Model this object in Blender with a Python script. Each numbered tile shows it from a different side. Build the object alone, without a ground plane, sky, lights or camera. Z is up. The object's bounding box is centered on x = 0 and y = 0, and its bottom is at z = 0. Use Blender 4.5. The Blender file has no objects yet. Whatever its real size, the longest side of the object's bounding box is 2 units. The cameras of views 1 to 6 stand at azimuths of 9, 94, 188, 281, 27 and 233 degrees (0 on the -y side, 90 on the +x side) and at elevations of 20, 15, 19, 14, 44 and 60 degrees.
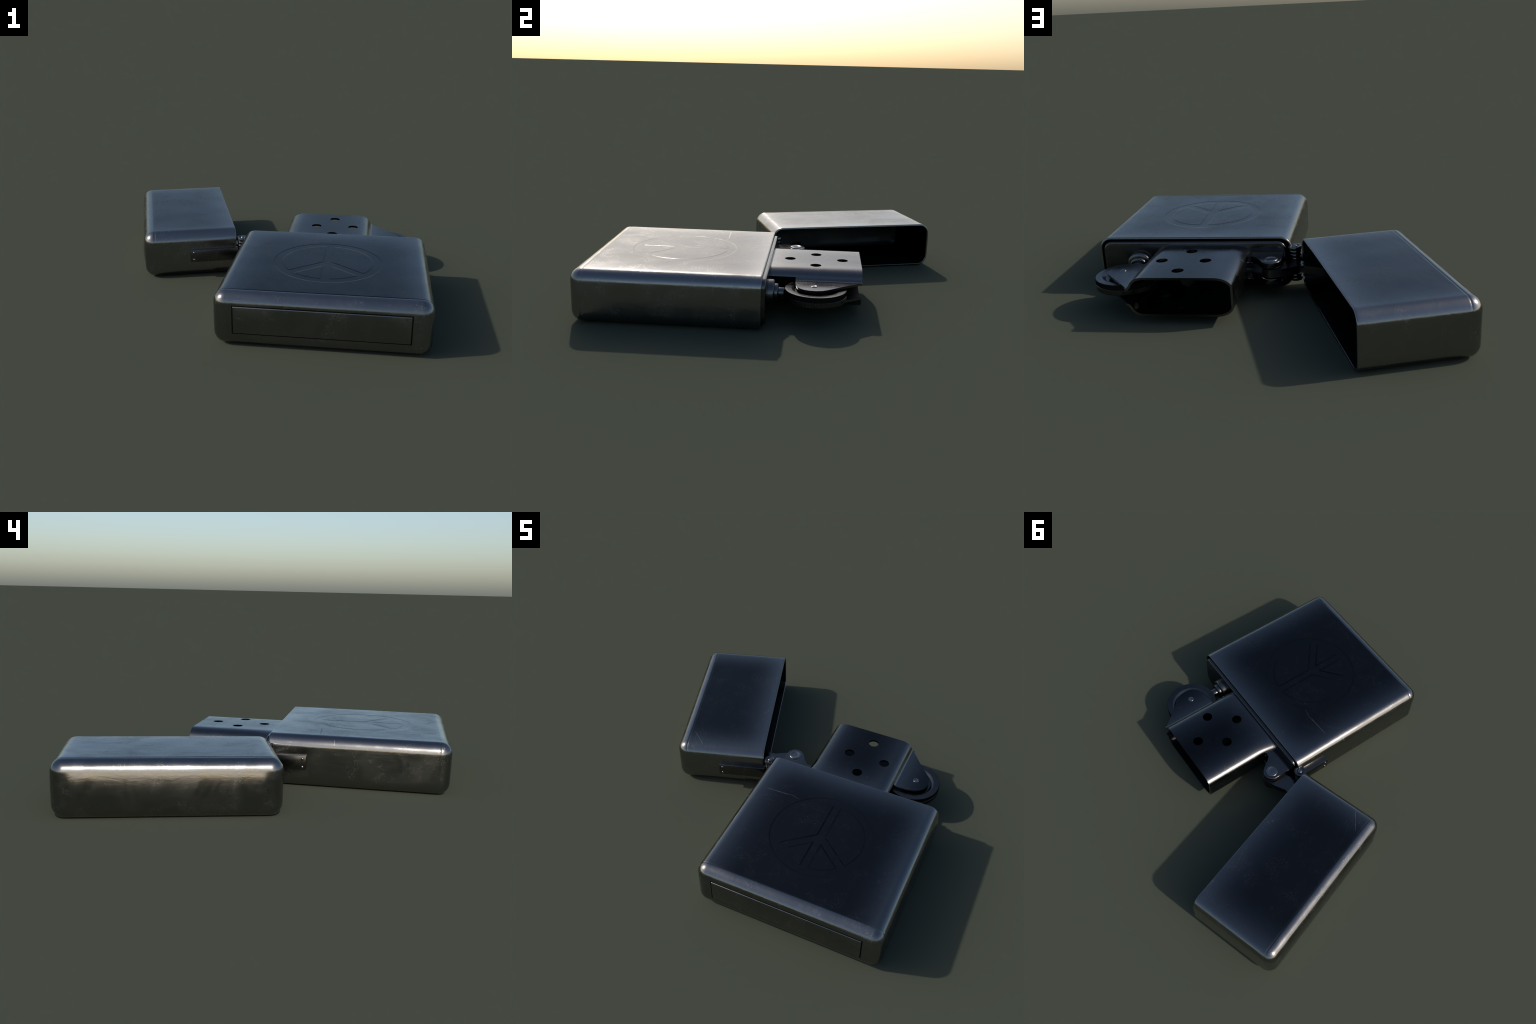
import bpy, bmesh, math
from math import sin, cos, pi, radians, hypot
from mathutils import Vector, Matrix, noise

# ------------------------------------------------------------------ dimensions (metres)
X0, X1 = -0.088, 0.989            # case, left and right side
H = 0.2837                        # thickness of case and lid
R = 0.062                         # edge radius of case and lid
RIM_Y, END_Y = -0.0140, -0.9960    # open rim and closed end of the case
PIN = (-0.106, -0.011)            # hinge axis
LID_ANGLE = radians(107.5)        # how far the lid is swung open
U0, U1, V0, V1 = -0.008, 1.071, 0.041, 0.602   # lid box measured from the hinge axis
MID = H / 2
SYMBOL = (0.447, -0.493)          # centre of the engraved peace sign
SPOKES = ((0, 0.26), (0, -0.26), (-0.194, -0.176), (0.194, -0.176))

# ------------------------------------------------------------------ materials
def nodes_of(name):
    m = bpy.data.materials.new(name)
    m.use_nodes = True
    nt = m.node_tree
    return m, nt, nt.nodes["Principled BSDF"]

def nd(nt, kind, **kw):
    n = nt.nodes.new(kind)
    for k, v in kw.items():
        if k == "ins":
            for i, val in v.items():
                n.inputs[i].default_value = val
        else:
            setattr(n, k, v)
    return n

def math_node(nt, op, a, b=None, c=None, clamp=False):
    n = nt.nodes.new("ShaderNodeMath")
    n.operation, n.use_clamp = op, clamp
    for i, v in enumerate((a, b, c)):
        if v is None:
            continue
        if isinstance(v, (int, float)):
            n.inputs[i].default_value = v
        else:
            nt.links.new(v, n.inputs[i])
    return n.outputs[0]

def noise_tex(nt, vec, scale, detail=4.0, rough=0.55, dist=0.0, stretch=None):
    if stretch:
        mp = nd(nt, "ShaderNodeMapping")
        mp.inputs["Scale"].default_value = stretch
        nt.links.new(vec, mp.inputs["Vector"])
        vec = mp.outputs[0]
    n = nd(nt, "ShaderNodeTexNoise")
    n.inputs["Scale"].default_value = scale
    n.inputs["Detail"].default_value = detail
    n.inputs["Roughness"].default_value = rough
    n.inputs["Distortion"].default_value = dist
    nt.links.new(vec, n.inputs["Vector"])
    return n.outputs["Fac"]

def ramp(nt, fac, lo, hi, a=0.0, b=1.0):
    n = nd(nt, "ShaderNodeMapRange", interpolation_type="SMOOTHSTEP")
    n.inputs["From Min"].default_value, n.inputs["From Max"].default_value = lo, hi
    n.inputs["To Min"].default_value, n.inputs["To Max"].default_value = a, b
    nt.links.new(fac, n.inputs["Value"])
    return n.outputs[0]

def steel(name, dark, light, rough=(0.16, 0.26), grain=(1.0, 1.0, 1.0), bump=0.08, worn=None, scratches=(), sign=None, edge_tint=1.0):
    """dark steel, paler towards the edges of the broad faces.
    worn = ((x0, x1), y_open, y_bend): the colour is darkest in the middle of the broad faces and pales
    out towards the long sides and the open rim; beyond y_bend (the turned-in closed end) it stays pale"""
    m, nt, bs = nodes_of(name)
    co = nd(nt, "ShaderNodeTexCoord").outputs["Object"]
    L = nt.links.new
    bs.inputs["Metallic"].default_value = 1.0
    big = noise_tex(nt, co, 5.0, 5.0, 0.6, 0.6)
    fine = noise_tex(nt, co, 60.0, 6.0, 0.7, 0.4)
    brush = noise_tex(nt, co, 140.0, 3.0, 0.6, 0.0, grain)
    speck = ramp(nt, noise_tex(nt, co, 120.0, 4.0, 0.75, 0.8), 0.50, 0.68)
    patch = ramp(nt, noise_tex(nt, co, 9.0, 4.0, 0.65, 0.5), 0.48, 0.66)
    dirt = math_node(nt, "MULTIPLY", speck, patch)
    # roughness
    r = math_node(nt, "ADD", ramp(nt, big, 0.35, 0.68, rough[0], rough[1]),
                  math_node(nt, "MULTIPLY", math_node(nt, "SUBTRACT", fine, 0.5), 0.08))
    r = math_node(nt, "ADD", r, math_node(nt, "MULTIPLY", math_node(nt, "SUBTRACT", brush, 0.5), 0.08))
    r = math_node(nt, "ADD", r, math_node(nt, "MULTIPLY", dirt, 0.25))
    # blend from dark to pale steel
    tone = math_node(nt, "ADD", math_node(nt, "MULTIPLY", big, 0.6), math_node(nt, "MULTIPLY", fine, 0.4))
    if worn:
        (xa, xb), yo, yb = worn
        sep = nd(nt, "ShaderNodeSeparateXYZ")
        L(co, sep.inputs[0])
        wob = math_node(nt, "MULTIPLY", math_node(nt, "SUBTRACT", tone, 0.5), 0.10)
        dx = math_node(nt, "MINIMUM", math_node(nt, "ABSOLUTE", math_node(nt, "SUBTRACT", sep.outputs[0], xa)),
                       math_node(nt, "ABSOLUTE", math_node(nt, "SUBTRACT", xb, sep.outputs[0])))
        dy = math_node(nt, "ABSOLUTE", math_node(nt, "SUBTRACT", sep.outputs[1], yo))
        def fade(d, reach, power):
            k = math_node(nt, "SUBTRACT", 1.0, math_node(nt, "DIVIDE", math_node(nt, "ADD", d, wob), reach), clamp=True)
            return math_node(nt, "POWER", k, power)
        fx, fy = fade(dx, 0.27, 2.6), math_node(nt, "MULTIPLY", fade(dy, 0.27, 2.6), 0.7)
        mask = math_node(nt, "SUBTRACT", math_node(nt, "ADD", fx, fy), math_node(nt, "MULTIPLY", fx, fy))
        if yb is not None:
            beyond = math_node(nt, "SUBTRACT", sep.outputs[1], yb) if yb > yo else math_node(nt, "SUBTRACT", yb, sep.outputs[1])
            mask = math_node(nt, "MAXIMUM", mask, ramp(nt, beyond, -0.004, 0.006, 0.0, 0.8))
        mask = math_node(nt, "MULTIPLY", mask, math_node(nt, "ADD", 0.72, math_node(nt, "MULTIPLY", tone, 0.56)), clamp=True)
    else:
        mask = math_node(nt, "MULTIPLY", tone, 1.0, clamp=True)
    # hairlines: short streaks of strongly stretched noise in two directions, only in some patches
    lines = None
    for ang, seed in ((0.62, 3.0), (-0.95, 7.7)):
        mp = nd(nt, "ShaderNodeMapping")
        mp.inputs["Rotation"].default_value = (0.0, 0.0, ang)
        mp.inputs["Scale"].default_value = (9.0, 330.0, 60.0)
        mp.inputs["Location"].default_value = (seed, seed, seed)
        L(co, mp.inputs["Vector"])
        ln = ramp(nt, noise_tex(nt, mp.outputs[0], 1.0, 1.0, 0.4, 0.0), 0.71, 0.78)
        ln = math_node(nt, "MULTIPLY", ln, ramp(nt, noise_tex(nt, co, 4.0 + ang, 2.0, 0.5, 0.0), 0.52, 0.64))
        lines = ln if lines is None else math_node(nt, "MAXIMUM", lines, ln)
    lines = math_node(nt, "MULTIPLY", lines, 0.35)
    # single deep scratches, from point to point
    for a, c, wdt in scratches:
        ax = Vector(c) - Vector(a)
        ln_ = ax.length
        ax.normalize()
        rel = nd(nt, "ShaderNodeVectorMath", operation="SUBTRACT")
        L(co, rel.inputs[0])
        rel.inputs[1].default_value = a
        al = nd(nt, "ShaderNodeVectorMath", operation="DOT_PRODUCT")
        L(rel.outputs[0], al.inputs[0])
        al.inputs[1].default_value = ax
        cr = nd(nt, "ShaderNodeVectorMath", operation="CROSS_PRODUCT")
        L(rel.outputs[0], cr.inputs[0])
        cr.inputs[1].default_value = ax
        le = nd(nt, "ShaderNodeVectorMath", operation="LENGTH")
        L(cr.outputs[0], le.inputs[0])
        t = math_node(nt, "DIVIDE", al.outputs["Value"], ln_)
        on = math_node(nt, "MULTIPLY", ramp(nt, t, 0.0, 0.25), ramp(nt, t, 0.93, 1.0, 1.0, 0.0))
        ln = math_node(nt, "MULTIPLY", ramp(nt, le.outputs["Value"], wdt * 0.4, wdt, 1.0, 0.0), on)
        lines = math_node(nt, "MAXIMUM", lines, math_node(nt, "MULTIPLY", ln, ramp(nt, fine, 0.3, 0.55, 0.3, 1.0)))
    r = math_node(nt, "ADD", r, math_node(nt, "MULTIPLY", lines, 0.25))
    mask = math_node(nt, "ADD", mask, math_node(nt, "MULTIPLY", lines, 0.45), clamp=True)
    mask = math_node(nt, "ADD", mask, math_node(nt, "MULTIPLY", dirt, 0.16), clamp=True)
    L(math_node(nt, "MAXIMUM", r, 0.05), bs.inputs["Roughness"])
    mix = nd(nt, "ShaderNodeMix", data_type="RGBA")
    L(mask, mix.inputs["Factor"])
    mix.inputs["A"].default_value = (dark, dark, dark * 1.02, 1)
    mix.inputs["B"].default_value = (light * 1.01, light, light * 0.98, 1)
    col = mix.outputs["Result"]
    if sign:
        # cavity shading painted as dark lines along the cut edges of the sign
        sp = nd(nt, "ShaderNodeSeparateXYZ")
        L(co, sp.inputs[0])
        px, py = math_node(nt, "SUBTRACT", sp.outputs[0], sign[0]), math_node(nt, "SUBTRACT", sp.outputs[1], sign[1])
        def length(x, y):
            return math_node(nt, "SQRT", math_node(nt, "ADD", math_node(nt, "MULTIPLY", x, x), math_node(nt, "MULTIPLY", y, y)))
        rad = length(px, py)
        d = math_node(nt, "SUBTRACT", math_node(nt, "ABSOLUTE", math_node(nt, "SUBTRACT", rad, 0.266)), 0.0235)
        for bx, by in SPOKES:
            qy = math_node(nt, "ADD", py, 0.012)
            vx, vy = bx, by + 0.012
            t = math_node(nt, "DIVIDE", math_node(nt, "ADD", math_node(nt, "MULTIPLY", px, vx), math_node(nt, "MULTIPLY", qy, vy)),
                          vx * vx + vy * vy, clamp=True)
            e = math_node(nt, "SUBTRACT", length(math_node(nt, "SUBTRACT", px, math_node(nt, "MULTIPLY", t, vx)),
                                                 math_node(nt, "SUBTRACT", qy, math_node(nt, "MULTIPLY", t, vy))), 0.0235)
            d = math_node(nt, "MINIMUM", d, e)
        line = ramp(nt, math_node(nt, "ABSOLUTE", d), 0.0012, 0.0058, 1.0, 0.0)
        line = math_node(nt, "MULTIPLY", line, ramp(nt, sp.outputs[2], H - 0.010, H - 0.005))
        line = math_node(nt, "MULTIPLY", line, math_node(nt, "MULTIPLY", ramp(nt, big, 0.32, 0.58, 0.15, 0.75), ramp(nt, rad, 0.225, 0.245, 1.0, 0.40)))
        mx = nd(nt, "ShaderNodeMix", data_type="RGBA")
        L(line, mx.inputs["Factor"])
        L(col, mx.inputs["A"])
        mx.inputs["B"].default_value = (0.006, 0.006, 0.006, 1)
        col = mx.outputs["Result"]
    L(col, bs.inputs["Base Color"])
    bs.inputs["Specular Tint"].default_value = (edge_tint, edge_tint, edge_tint, 1)
    b = nd(nt, "ShaderNodeBump")
    b.inputs["Strength"].default_value = bump
    b.inputs["Distance"].default_value = 0.004
    wav = noise_tex(nt, co, 22.0, 4.0, 0.6, 0.5, tuple(0.35 if g < 1 else 1.0 for g in grain))
    hgt = math_node(nt, "ADD", wav, math_node(nt, "MULTIPLY", brush, 0.05))
    L(hgt, b.inputs["Height"])
    L(b.outputs[0], bs.inputs["Normal"])
    return m

CASE_MAT = steel("case_steel", 0.042, 0.27, grain=(1.0, 0.05, 1.0), bump=0.16, worn=((X0, X1), RIM_Y, END_Y + R), sign=SYMBOL,
                 scratches=(((-0.010, -0.289, H), (0.172, -0.277, H), 0.0022), ((0.150, -0.273, H), (0.222, -0.291, H), 0.0018),
                            ((-0.060, -0.3745, 0.281), (X0, -0.373, 0.238), 0.0024), ((0.165, -0.283, H), (0.005, -0.286, H), 0.0018)))
LID_MAT = steel("lid_steel", 0.046, 0.27, grain=(0.05, 1.0, 1.0), bump=0.16, worn=((U0, U1), V0, V1 - R),
                scratches=(((0.163, 0.525, H), (0.023, 0.429, H), 0.0022), ((0.057, 0.428, H), (0.005, 0.412, 0.27), 0.0020),
                           ((U1, 0.355, 0.184), (U1, 0.540, 0.183), 0.0024)))
GUARD_MAT = steel("guard_steel", 0.035, 0.18, grain=(1.0, 0.05, 1.0), bump=0.06, worn=((0.140, 0.660), 0.0, None))
DECK_MAT = steel("deck_steel", 0.06, 0.14, bump=0.06)
FITTING_MAT = steel("fitting_steel", 0.07, 0.17, rough=(0.18, 0.28), bump=0.08)
LEAF_MAT = steel("leaf_steel", 0.07, 0.16, rough=(0.18, 0.28), bump=0.06)
RIVET_MAT = steel("rivet_steel", 0.16, 0.28, rough=(0.20, 0.32), bump=0.04)
INSIDE_MAT = steel("inside_steel", 0.012, 0.03, rough=(0.35, 0.50), edge_tint=0.35)  # base colour and edge tint darkened for the shade inside the shells
WHEEL_MAT = steel("wheel_steel", 0.05, 0.11, rough=(0.22, 0.32), bump=0.06)
NEAR_BLACK_MAT = steel("near_black_steel", 0.012, 0.025, rough=(0.35, 0.50), bump=0.10, edge_tint=0.5)

# ------------------------------------------------------------------ object helpers
def empty(name, loc=(0, 0, 0)):
    o = bpy.data.objects.new(name, None)
    o.location = loc
    bpy.context.collection.objects.link(o)
    return o

def add(name, bm, mats, parent=None, smooth=40):
    bmesh.ops.recalc_face_normals(bm, faces=bm.faces)
    me = bpy.data.meshes.new(name)
    bm.to_mesh(me)
    bm.free()
    for m in (mats if isinstance(mats, (list, tuple)) else [mats]):
        me.materials.append(m)
    o = bpy.data.objects.new(name, me)
    bpy.context.collection.objects.link(o)
    if smooth:
        me.polygons.foreach_set("use_smooth", [True] * len(me.polygons))
        if smooth < 180:
            me.set_sharp_from_angle(angle=radians(smooth))
    if parent:
        o.parent = parent
    return o

def fillet_loop(x0, x1, z0, z1, r, inset, nt, ns, na, nb=None):
    """rounded rectangle in the x-z plane, same number of points for any inset"""
    x0, x1, z0, z1 = x0 + inset, x1 - inset, z0 + inset, z1 - inset
    r = max(r - inset, 1e-5)
    p = []
    def line(a, b, n):
        for i in range(n):
            t = i / n
            p.append((a[0] + (b[0] - a[0]) * t, a[1] + (b[1] - a[1]) * t))
    def arc(cx, cz, a0):
        for i in range(na):
            a = a0 - pi / 2 * i / na
            p.append((cx + r * cos(a), cz + r * sin(a)))
    arc(x0 + r, z1 - r, pi); line((x0 + r, z1), (x1 - r, z1), nt)
    arc(x1 - r, z1 - r, pi / 2); line((x1, z1 - r), (x1, z0 + r), ns)
    arc(x1 - r, z0 + r, 0); line((x1 - r, z0), (x0 + r, z0), nb or nt)
    arc(x0 + r, z0 + r, -pi / 2); line((x0, z0 + r), (x0, z1 - r), ns)
    return p

def loft(bm, rings, mats, cap0=False, cap1=False):
    """rings: lists of 3d points; mats: material index of each band"""
    vs = [[bm.verts.new(p) for p in ring] for ring in rings]
    n = len(rings[0])
    for k in range(len(rings) - 1):
        for i in range(n):
            j = (i + 1) % n
            f = bm.faces.new((vs[k][i], vs[k][j], vs[k + 1][j], vs[k + 1][i]))
            f.material_index = mats[k]
    if cap0:
        bm.faces.new(vs[0]).material_index = mats[0]
    if cap1:
        bm.faces.new(vs[-1]).material_index = mats[-1]

def prism(bm, poly, z0, z1, bevel=0.0, seg=2, mat=0):
    """closed x-y outline raised from z0 to z1, with rounded rims"""
    n = len(poly)
    lo = [bm.verts.new((x, y, z0)) for x, y in poly]
    hi = [bm.verts.new((x, y, z1)) for x, y in poly]
    fs = [bm.faces.new(lo), bm.faces.new(hi)]
    es = []
    for i in range(n):
        j = (i + 1) % n
        fs.append(bm.faces.new((lo[i], lo[j], hi[j], hi[i])))
    for f in fs:
        f.material_index = mat
    if bevel:
        es = list(fs[0].edges) + list(fs[1].edges)
        bmesh.ops.bevel(bm, geom=es, offset=bevel, segments=seg, affect="EDGES", profile=0.5, clamp_overlap=True)

def turned(bm, prof, centre, axis="z", seg=64, mat=0, wobble=None):
    """solid of revolution; prof = (radius, height) pairs, closed on the axis at both ends"""
    def place(r, h, a):
        c, s = r * cos(a), r * sin(a)
        if axis == "z": v = (c, s, h)
        elif axis == "y": v = (c, h, s)
        else: v = (h, c, s)
        return (centre[0] + v[0], centre[1] + v[1], centre[2] + v[2])
    rings = []
    for k, (r, h) in enumerate(prof):
        rings.append([bm.verts.new(place(r * (wobble(k, i) if wobble else 1), h, 2 * pi * i / seg)) for i in range(seg)])
    for k in range(len(rings) - 1):
        for i in range(seg):
            j = (i + 1) % seg
            bm.faces.new((rings[k][i], rings[k][j], rings[k + 1][j], rings[k + 1][i])).material_index = mat
    bm.faces.new(rings[0]).material_index = mat
    bm.faces.new(rings[-1]).material_index = mat

def box(bm, x0, x1, y0, y1, z0, z1, bevel=0.003, seg=2):
    vs = [bm.verts.new((x, y, z)) for x in (x0, x1) for y in (y0, y1) for z in (z0, z1)]
    fs = [(0, 1, 3, 2), (4, 6, 7, 5), (0, 4, 5, 1), (2, 3, 7, 6), (0, 2, 6, 4), (1, 5, 7, 3)]
    faces = [bm.faces.new([vs[i] for i in f]) for f in fs]
    if bevel:
        es = {e for f in faces for e in f.edges}
        bmesh.ops.bevel(bm, geom=list(es), offset=bevel, segments=seg, affect="EDGES", profile=0.5)

def smooth_curve(pts, n=8, closed=True):
    """Catmull-Rom through hand-placed control points"""
    out, m = [], len(pts)
    rng = m if closed else m - 1
    for i in range(rng):
        g = (lambda k: pts[k % m]) if closed else (lambda k: pts[min(max(k, 0), m - 1)])
        p0, p1, p2, p3 = g(i - 1), g(i), g(i + 1), g(i + 2)
        for s in range(n):
            t = s / n
            out.append(tuple(0.5 * (2 * b + (c - a) * t + (2 * a - 5 * b + 4 * c - d) * t * t + (3 * b - a - 3 * c + d) * t ** 3)
                             for a, b, c, d in zip(p0, p1, p2, p3)))
    if not closed:
        out.append(pts[-1])
    return out

def sstep(a, b, x):
    t = min(max((x - a) / (b - a), 0.0), 1.0)
    return t * t * (3 - 2 * t)

# ------------------------------------------------------------------ the engraved peace sign
def seg_dist(x, y, ax, ay, bx, by):
    dx, dy = bx - ax, by - ay
    t = min(max(((x - ax) * dx + (y - ay) * dy) / (dx * dx + dy * dy), 0), 1)
    return hypot(x - ax - dx * t, y - ay - dy * t)

def engraving(x, y):
    """depth of the engraving at a point of the top face"""
    cx, cy = SYMBOL
    px, py = x - cx, y - cy
    rad = hypot(px, py)
    if rad > 0.31:
        return 0.0
    d = abs(rad - 0.266) - 0.0235                       # ring
    if rad < 0.27:
        for bx, by in SPOKES:
            d = min(d, seg_dist(px, py, 0, -0.012, bx, by) - 0.0235)
    return 0.0008 * (1 - sstep(-0.0024, 0.0024, d))

def dent(x, y, z):
    """slow unevenness of thin sheet metal"""
    return 0.0007 * noise.noise((x * 6.0, y * 6.0, z * 6.0 + 3.1))

# ------------------------------------------------------------------ shells of case and lid
def shell(x0, x1, y_rim, y_end, thick, y_floor, nt, step, engraved, dome, belly):
    """a rounded box open at y_rim and closed at y_end; dome = bulge of the closed end, belly = of the long sides"""
    sgn = 1 if y_end > y_rim else -1
    rings = []
    def ring(y, inset, relief=0):
        pts = []
        for (x, z) in fillet_loop(x0, x1, 0, H, R, inset, nt, 14, 10, 40):
            zz = z
            if relief == 2 and engraved and z > H - 1e-6:
                zz = z - engraving(x, y)
            if relief and z > 1e-6:
                zz += dent(x, y, z) * min(1.0, abs(y - y_rim) / 0.05, abs(y - y_end) / 0.1)
            q = max(0.0, 1 - ((z - MID) / (MID - 0.02)) ** 2)
            side = max(0.0, (x0 + R - x) / R) - max(0.0, (x - x1 + R) / R)
            pts.append((x - belly * q * side * min(1.0, abs(y - y_end) / R), y, zz))
        rings.append(pts)
    # outside, rim first
    ring(y_rim, 0.0042); ring(y_rim + sgn * 0.0014, 0.0016); ring(y_rim + sgn * 0.0036, 0.0004); ring(y_rim + sgn * 0.0065, 0.0)
    y_bend = y_end - sgn * R
    n = max(4, int(abs(y_bend - y_rim) / step))
    for k in range(1, n):
        ring(y_rim + sgn * 0.0065 + (y_bend - sgn * 0.0185 - y_rim) * k / n, 0.0, 2)
    for dy, ins in ((-0.012, 0.0), (-0.007, 0.0002), (-0.004, 0.0014), (-0.002, 0.0014), (0.001, 0.0002)):
        ring(y_bend + sgn * dy, ins, 1)
    for k in range(1, 15):
        a = pi / 2 * k / 14 * (0.93 if dome > 0.005 else 1)
        ring(y_bend + sgn * R * sin(a), min(R * (1 - cos(a)), R - 0.0004))
    y_last, i_last = rings[-1][0][1], R * (1 - cos(pi / 2 * (0.93 if dome > 0.005 else 1)))
    for k in range(1, 9):
        ins = i_last + (MID - 0.004 - i_last) * k / 8
        ring(y_last, ins)
        rings[-1] = [(x, y_last + sgn * dome * max(0.0, 1 - ((z - MID) / (MID - i_last)) ** 2)
                      * sstep(i_last, i_last + 0.05, min(x - x0, x1 - x)), z) for x, y, z in rings[-1]]
    n_out = len(rings)
    rings.reverse()                                       # list everything from the closed end to the inner floor
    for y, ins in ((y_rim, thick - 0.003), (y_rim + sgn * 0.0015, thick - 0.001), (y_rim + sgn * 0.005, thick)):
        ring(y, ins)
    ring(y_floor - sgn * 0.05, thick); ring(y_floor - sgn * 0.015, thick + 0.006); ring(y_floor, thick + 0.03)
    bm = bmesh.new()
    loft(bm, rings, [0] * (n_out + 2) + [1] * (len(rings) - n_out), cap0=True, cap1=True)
    return bm

lighter = empty("flip_lighter")
lighter["label"] = "open worn steel flip lighter with engraved peace sign"
lighter["category"] = "lighter"

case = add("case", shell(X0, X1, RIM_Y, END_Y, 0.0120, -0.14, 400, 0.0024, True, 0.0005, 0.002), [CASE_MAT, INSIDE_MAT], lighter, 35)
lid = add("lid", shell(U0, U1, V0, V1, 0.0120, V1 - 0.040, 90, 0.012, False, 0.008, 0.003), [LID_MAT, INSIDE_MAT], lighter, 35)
lid.location = (PIN[0], PIN[1], 0)
lid.rotation_euler = (0, 0, LID_ANGLE)

# raised stamped panel on the closed end of the case
bm = bmesh.new()
box(bm, 0.018, 0.883, -1.0008, END_Y + 0.01, 0.0755, 0.2185, 0.0040, 3)
add("base_panel", bm, CASE_MAT, case, 30)
bm = bmesh.new()                  # near-black slab modelled as the shadow line round the panel
box(bm, 0.0125, 0.8885, END_Y - 0.0012, END_Y + 0.008, 0.0715, 0.2228, 0.0006, 1)
add("panel_shadow_frame", bm, NEAR_BLACK_MAT, case, 30)

# ------------------------------------------------------------------ hinge leaves with their rivets
bm = bmesh.new()
box(bm, -0.115, X0 + 0.02, -0.2275, -0.030, 0.1025, 0.1795, 0.0025, 2)
add("hinge_leaf", bm, LEAF_MAT, case, 30)
bm = bmesh.new()
box(bm, -0.036, U0 + 0.006, 0.034, 0.3255, 0.1025, 0.1795, 0.0025, 2)
add("hinge_leaf", bm, LEAF_MAT, lid, 30)
bm = bmesh.new()
turned(bm, [(0.0085, -0.003), (0.0085, 0.0010), (0.0072, 0.0030), (0.0045, 0.0044), (0.0015, 0.0049)], (0, 0, 0), "x", 20)
for v in bm.verts:
    v.co.x *= -1
rivet = add("rivet", bm, RIVET_MAT, case, 60)
for owner, x, y in ((case, -0.115, -0.2075), (lid, -0.036, 0.303)):
    for z in (0.162, 0.117):
        o = rivet if (owner is case and z > 0.15) else rivet.copy()
        if o is not rivet:
            bpy.context.collection.objects.link(o)
        o.parent = owner
        o.location = (x, y, z)

# ------------------------------------------------------------------ hinge barrel: caps, stacked knuckles, pin
hinge = empty("hinge", (PIN[0], PIN[1], 0))
hinge.parent = lighter
bm = bmesh.new()
turned(bm, [(0.030, -0.010), (0.036, -0.008), (0.037, -0.004), (0.037, 0.005), (0.0355, 0.009), (0.032, 0.0105), (0.027, 0.0100), (0.0225, 0.0065), (0.018, 0.0060)], (0, 0, 0), "z", 40)
knuckle_cap = add("knuckle_cap", bm, FITTING_MAT, hinge, 40)
knuckle_cap.location = (0, 0, 0.226)
o = knuckle_cap.copy()
bpy.context.collection.objects.link(o)
o.location, o.rotation_euler = (0, 0, 0.054), (pi, 0, 0)
bm = bmesh.new()
turned(bm, [(0.026, -0.0095), (0.031, -0.0075), (0.033, -0.003), (0.033, 0.003), (0.031, 0.0075), (0.026, 0.0095)], (0, 0, 0), "z", 40)
knuckle = add("knuckle", bm, FITTING_MAT, hinge, 40)
for k in range(8):
    o = knuckle if k == 0 else knuckle.copy()
    if k:
        bpy.context.collection.objects.link(o)
    o.location = (0, 0, 0.073 + k * 0.0191)
bm = bmesh.new()
turned(bm, [(0.010, 0.037), (0.0145, 0.040), (0.0145, 0.236), (0.012, 0.2395), (0.006, 0.241)], (0, 0, 0), "z", 28)
add("hinge_pin", bm, RIVET_MAT, hinge, 50)

# ------------------------------------------------------------------ insert with its flat deck
insert = None
rings = []
for y, ins in ((-0.13, 0.0), (-0.004, 0.0), (0.000, 0.0008), (0.003, 0.0030), (0.0052, 0.0062), (0.006, 0.010), (0.006, 0.03)):
    rings.append([(x, y, z) for x, z in fillet_loop(-0.0605, 0.963, 0.0195, 0.2640, 0.048, ins, 12, 6, 10)])
bm = bmesh.new()
loft(bm, rings, [0] * len(rings), True, True)
insert = add("insert", bm, DECK_MAT, lighter, 35)

# ------------------------------------------------------------------ windguard: bent sheet, open on the wheel side
GX0, GX1 = 0.1415, 0.672           # outer faces of the guard
G_TOP, G_END = 0.2435, 0.500
FLANGE = 0.187
# outline of the wheel cheeks, x against y
CHEEK = [(0.145, 0.690), (0.1455, 0.715), (0.148, 0.748), (0.157, 0.788), (0.172, 0.815), (0.195, 0.836), (0.225, 0.847),
         (0.260, 0.848), (0.290, 0.841), (0.315, 0.825), (0.345, 0.800), (0.405, 0.747), (0.460, 0.704), (0.495, 0.676)]
def cheek(y):
    if y < CHEEK[0][0]:
        return None
    for (ya, xa), (yb, xb) in zip(CHEEK, CHEEK[1:]):
        if y <= yb:
            return xa + (xb - xa) * (y - ya) / (yb - ya)
    return CHEEK[-1][1]

def guard_half():
    """upper half of the cross-section, from the middle of the hinge side to the wheel side"""
    p = [(GX0, MID), (GX0, MID + 0.02)]
    ra, rb = 0.095, 0.052
    for i in range(13):                                     # big round shoulder, hinge side
        a = pi - pi / 2 * i / 12
        p.append((GX0 + ra + ra * cos(a), G_TOP - rb + rb * sin(a)))
    for i in range(1, 16):
        p.append((GX0 + ra + (0.590 - GX0 - ra) * i / 16, G_TOP))
    for i in range(13):                                     # shoulder on the wheel side
        a = pi / 2 - radians(72) * i / 12
        p.append((0.590 + 0.074 * cos(a), G_TOP - 0.060 + 0.060 * sin(a)))
    return p

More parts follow.
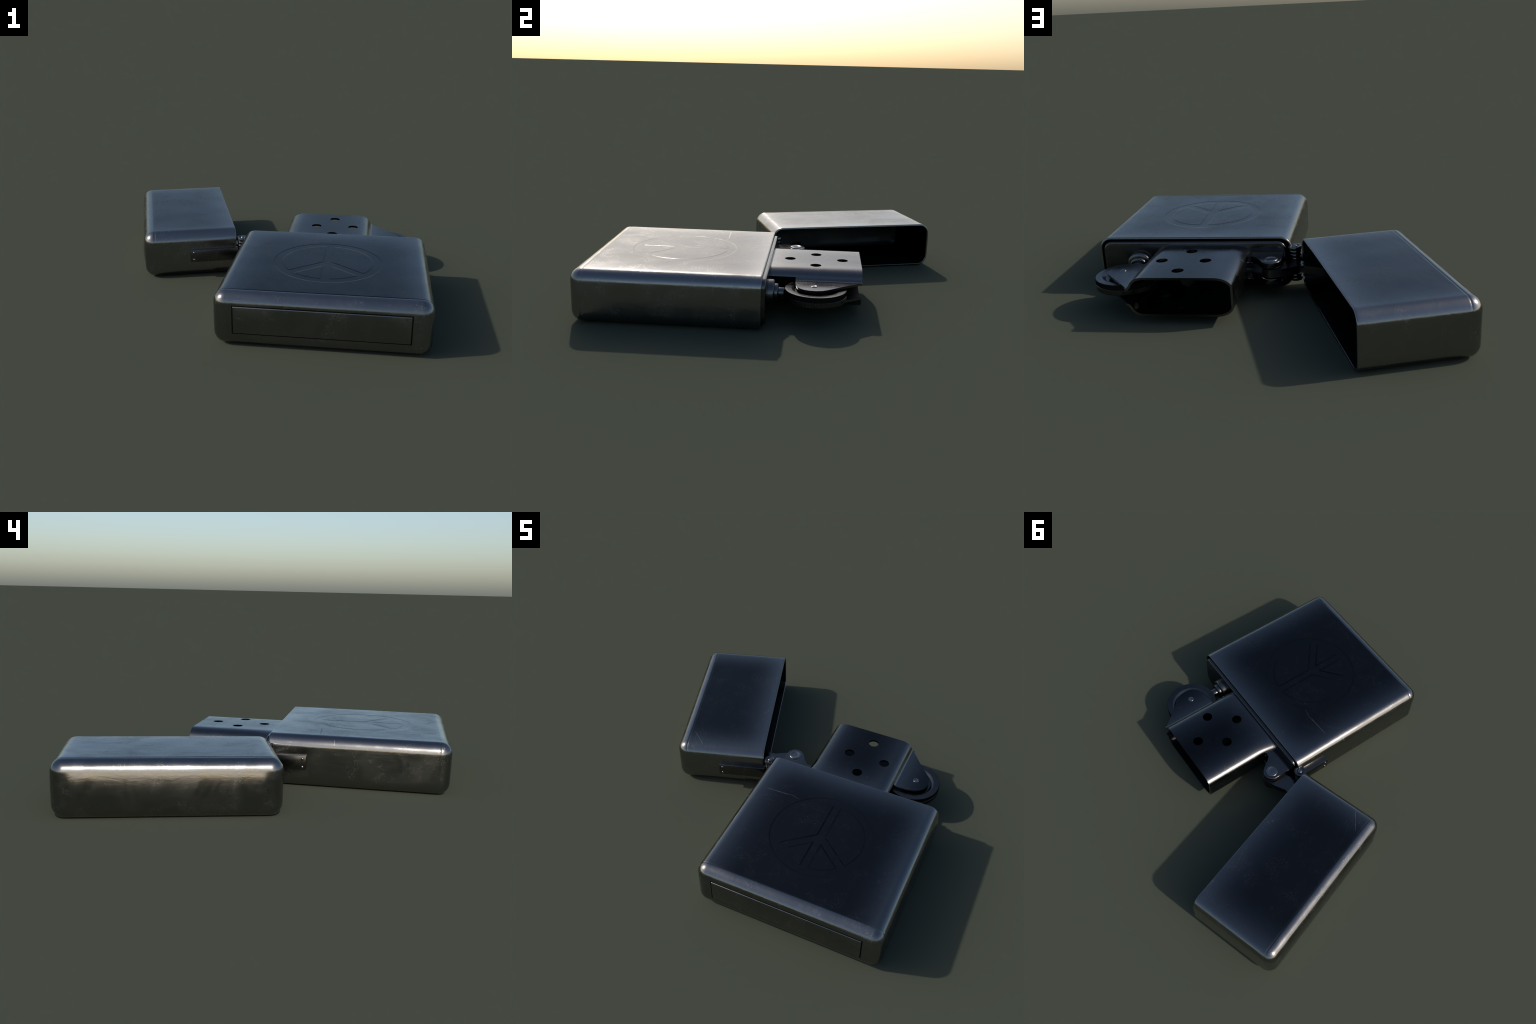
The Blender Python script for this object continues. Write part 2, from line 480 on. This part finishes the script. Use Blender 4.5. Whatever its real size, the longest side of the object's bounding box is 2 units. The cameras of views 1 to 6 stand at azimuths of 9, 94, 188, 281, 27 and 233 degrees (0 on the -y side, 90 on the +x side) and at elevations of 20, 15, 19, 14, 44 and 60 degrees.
def guard_sheet():
    half = guard_half()
    ys = [0.0 + 0.145 * i / 14 for i in range(14)] + [c[0] for c in CHEEK[:6]]
    ys += [0.195 + (G_END - 0.195) * i / 48 for i in range(1, 49)]
    bm = bmesh.new()
    for side in (1, -1):
        grid = []
        for y in ys:
            row = []
            flare = 0.018 * max(0.0, 1 - y / 0.12) ** 1.5
            for k, (x, z) in enumerate(half):
                w = sstep(0.17, 0.20, z) * (1 - sstep(GX0 + 0.02, GX0 + 0.09, x))
                row.append((x - flare * w, y, MID + side * (z - MID)))
            xe = cheek(y)
            if xe is not None:
                bx, bz = half[-1]
                for i in range(1, 7):                       # fillet, then the flat cheek
                    t = i / 6
                    row.append((bx + 0.018 * t, y, MID + side * (FLANGE + (bz - FLANGE) * (1 - t) ** 2 - MID)))
                x_in = bx + 0.018
                for i in range(1, 7):
                    row.append((x_in + max(xe - x_in, 0.0005 * i) * i / 6 if xe > x_in + 0.003 else x_in + 0.0005 * i, y,
                                MID + side * (FLANGE - MID)))
            grid.append([bm.verts.new(p) for p in row])
        for a, b in zip(grid, grid[1:]):
            n = min(len(a), len(b))
            for i in range(n - 1):
                m = a[i].co + b[i + 1].co
                if m.y / 2 < 0.105 and m.x / 2 < GX0 + 0.02 and abs(m.z / 2 - MID) < 0.045:
                    continue                                # notch in which the cam lever swings
                bm.faces.new((a[i], a[i + 1], b[i + 1], b[i]))
    bmesh.ops.remove_doubles(bm, verts=bm.verts, dist=1e-5)
    bmesh.ops.delete(bm, geom=[v for v in bm.verts if not v.link_faces], context="VERTS")
    return bm

guard = add("windguard", guard_sheet(), [GUARD_MAT, NEAR_BLACK_MAT], insert, 0)
# make sure the sheet faces outwards, thicken it inwards, cut the air holes
me = guard.data
top = max(me.polygons, key=lambda p: p.center.z)
if top.normal.z < 0:
    me.flip_normals()
sol = guard.modifiers.new("sheet", "SOLIDIFY")
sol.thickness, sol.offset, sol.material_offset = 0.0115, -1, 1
cutters = []
for hx, hy in ((0.4335, 0.1040), (0.4345, 0.3975), (0.3265, 0.2493), (0.5570, 0.2493)):
    bm = bmesh.new()
    bmesh.ops.create_cone(bm, cap_ends=True, segments=40, radius1=0.0305, radius2=0.0305, depth=0.5,
                          matrix=Matrix.Translation((hx, hy, MID)))
    c = add("cutter", bm, GUARD_MAT, None, 0)
    md = guard.modifiers.new("air_hole", "BOOLEAN")
    md.operation, md.solver, md.object = "DIFFERENCE", "EXACT", c
    cutters.append(c)
dg = bpy.context.evaluated_depsgraph_get()
dg.update()
new = bpy.data.meshes.new_from_object(guard.evaluated_get(dg))
guard.modifiers.clear()
guard.data = new
new.polygons.foreach_set("use_smooth", [True] * len(new.polygons))
new.set_sharp_from_angle(angle=radians(32))
for c in cutters:
    bpy.data.objects.remove(c)

# ------------------------------------------------------------------ cam brackets, rivets, lever
arc_tip = [(0.006 + 0.055 * cos(a), 0.1226 + 0.055 * sin(a)) for a in [radians(170 - 14 * i) for i in range(11)]]
outline = [(-0.046, -0.004), (-0.046, 0.05)] + arc_tip + smooth_curve(
    [(0.069, 0.128), (0.084, 0.105), (0.100, 0.086), (0.118, 0.076), (0.140, 0.078), (0.158, 0.090), (0.185, 0.100)], 4, False) + [(0.200, 0.100), (0.200, -0.004)]
bm = bmesh.new()
prism(bm, outline, -0.0175, 0.0175, 0.005, 3)
bracket = add("cam_bracket", bm, FITTING_MAT, insert, 35)
bracket.location = (0, 0, 0.1865)
o = bracket.copy()
bpy.context.collection.objects.link(o)
o.location = (0, 0, 0.0955)

bm = bmesh.new()
turned(bm, [(0.038, -0.004), (0.038, 0.0012), (0.0355, 0.0050), (0.0300, 0.0066), (0.0255, 0.0052), (0.0225, 0.0036), (0.010, 0.0036)], (0, 0, 0), "z", 40)
cam_rivet = add("cam_rivet", bm, RIVET_MAT, insert, 50)
cam_rivet.location = (0.0065, 0.1226, 0.2035)
o = cam_rivet.copy()
bpy.context.collection.objects.link(o)
o.location, o.rotation_euler = (0.0065, 0.1226, 0.0765), (pi, 0, 0)
bm = bmesh.new()
turned(bm, [(0.016, 0.08), (0.016, 0.20)], (0.0065, 0.1226, 0), "z", 24)
add("cam_axle", bm, FITTING_MAT, insert, 40)

lever_edge = [(0.054, 0.130), (0.046, 0.160), (0.020, 0.179), (-0.012, 0.180), (-0.060, 0.161), (-0.110, 0.132), (-0.150, 0.112), (-0.205, 0.128), (-0.254, 0.144), (-0.290, 0.140),
              (-0.300, 0.120), (-0.270, 0.096), (-0.215, 0.076), (-0.160, 0.046), (-0.110, 0.026), (-0.050, 0.052), (0.000, 0.078), (0.040, 0.095)]
bm = bmesh.new()
prism(bm, smooth_curve(lever_edge, 5), 0.122, 0.1655, 0.005, 3)
add("cam_lever", bm, FITTING_MAT, insert, 35)

# ------------------------------------------------------------------ flint tube and spark wheel
bm = bmesh.new()
AX = (0.756, 0.0, MID)
turned(bm, [(0.069, -0.004), (0.069, 0.030), (0.0665, 0.036), (0.062, 0.039), (0.048, 0.040), (0.048, 0.054), (0.0455, 0.058), (0.041, 0.060),
            (0.028, 0.061), (0.028, 0.088), (0.025, 0.0925), (0.018, 0.094)], AX, "y", 56)
add("flint_tube", bm, FITTING_MAT, insert, 40)

WC = (0.7515, 0.2545)
def wheel_half(sign, r_out, tread):
    """one of the two toothed discs, with a dished outer face; sign +1 is the upper one"""
    bm = bmesh.new()
    teeth = 132
    prof = [(0.03, 0.0004), (r_out - 0.002, 0.0004), (r_out, 0.002), (r_out, 0.0265), (r_out - 0.002, 0.0285), (0.128, 0.0285), (0.125, 0.0280), (0.110, 0.0185), (0.03, 0.0175)]
    def cut(k, i):
        return 0.992 if (i % 2 and k in (2, 3)) else 1.0
    turned(bm, [(r, sign * h) for r, h in prof], (0, 0, 0), "z", teeth * 2, 0, cut)
    for f in bm.faces:
        c = f.calc_center_median()
        rr = hypot(c.x, c.y)
        f.material_index = 1 if rr > r_out - 0.0025 else (2 if 0.108 < rr < 0.127 else 0)
    o = add("spark_wheel", bm, [WHEEL_MAT, tread, LEAF_MAT], insert, 30)
    o.location = (WC[0], WC[1], MID)
wheel_half(1, 0.163, NEAR_BLACK_MAT)
wheel_half(-1, 0.1625, WHEEL_MAT)
bm = bmesh.new()
turned(bm, [(0.014, -0.004), (0.0175, -0.002), (0.0180, 0.0006), (0.0160, 0.0028), (0.0125, 0.0030), (0.0105, 0.0018), (0.004, 0.0015)], (0, 0, 0), "z", 32)
wr = add("wheel_rivet", bm, RIVET_MAT, insert, 60)
wr.location = (0.7718, 0.2462, FLANGE)
o = wr.copy()
bpy.context.collection.objects.link(o)
o.location, o.rotation_euler = (0.7718, 0.2462, H - FLANGE), (pi, 0, 0)
bm = bmesh.new()
turned(bm, [(0.012, 0.10), (0.012, 0.18)], (0.7718, 0.2462, 0), "z", 20)
add("wheel_axle", bm, FITTING_MAT, insert, 40)

# ------------------------------------------------------------------ wick stub inside the guard
wick_mat, nt, bs = nodes_of("charred_cotton")
co = nd(nt, "ShaderNodeTexCoord").outputs["Object"]
rp = nd(nt, "ShaderNodeValToRGB")
rp.color_ramp.elements[0].color, rp.color_ramp.elements[1].color = (0.006, 0.006, 0.006, 1), (0.03, 0.028, 0.026, 1)
nt.links.new(noise_tex(nt, co, 70.0, 4.0, 0.6, 0.5, (1.0, 0.3, 1.0)), rp.inputs[0])
nt.links.new(rp.outputs[0], bs.inputs["Base Color"])
bs.inputs["Roughness"].default_value = 0.9
bm = bmesh.new()
turned(bm, [(0.044, 0.0), (0.044, 0.10), (0.043, 0.20), (0.041, 0.245), (0.034, 0.268), (0.020, 0.280), (0.006, 0.284)], (0.430, 0.0, MID), "y", 40, 0,
       lambda k, i: 1 + 0.05 * sin(i * 5.0 * 2 * pi / 40 + k * 0.9))
add("wick", bm, wick_mat, insert, 60)
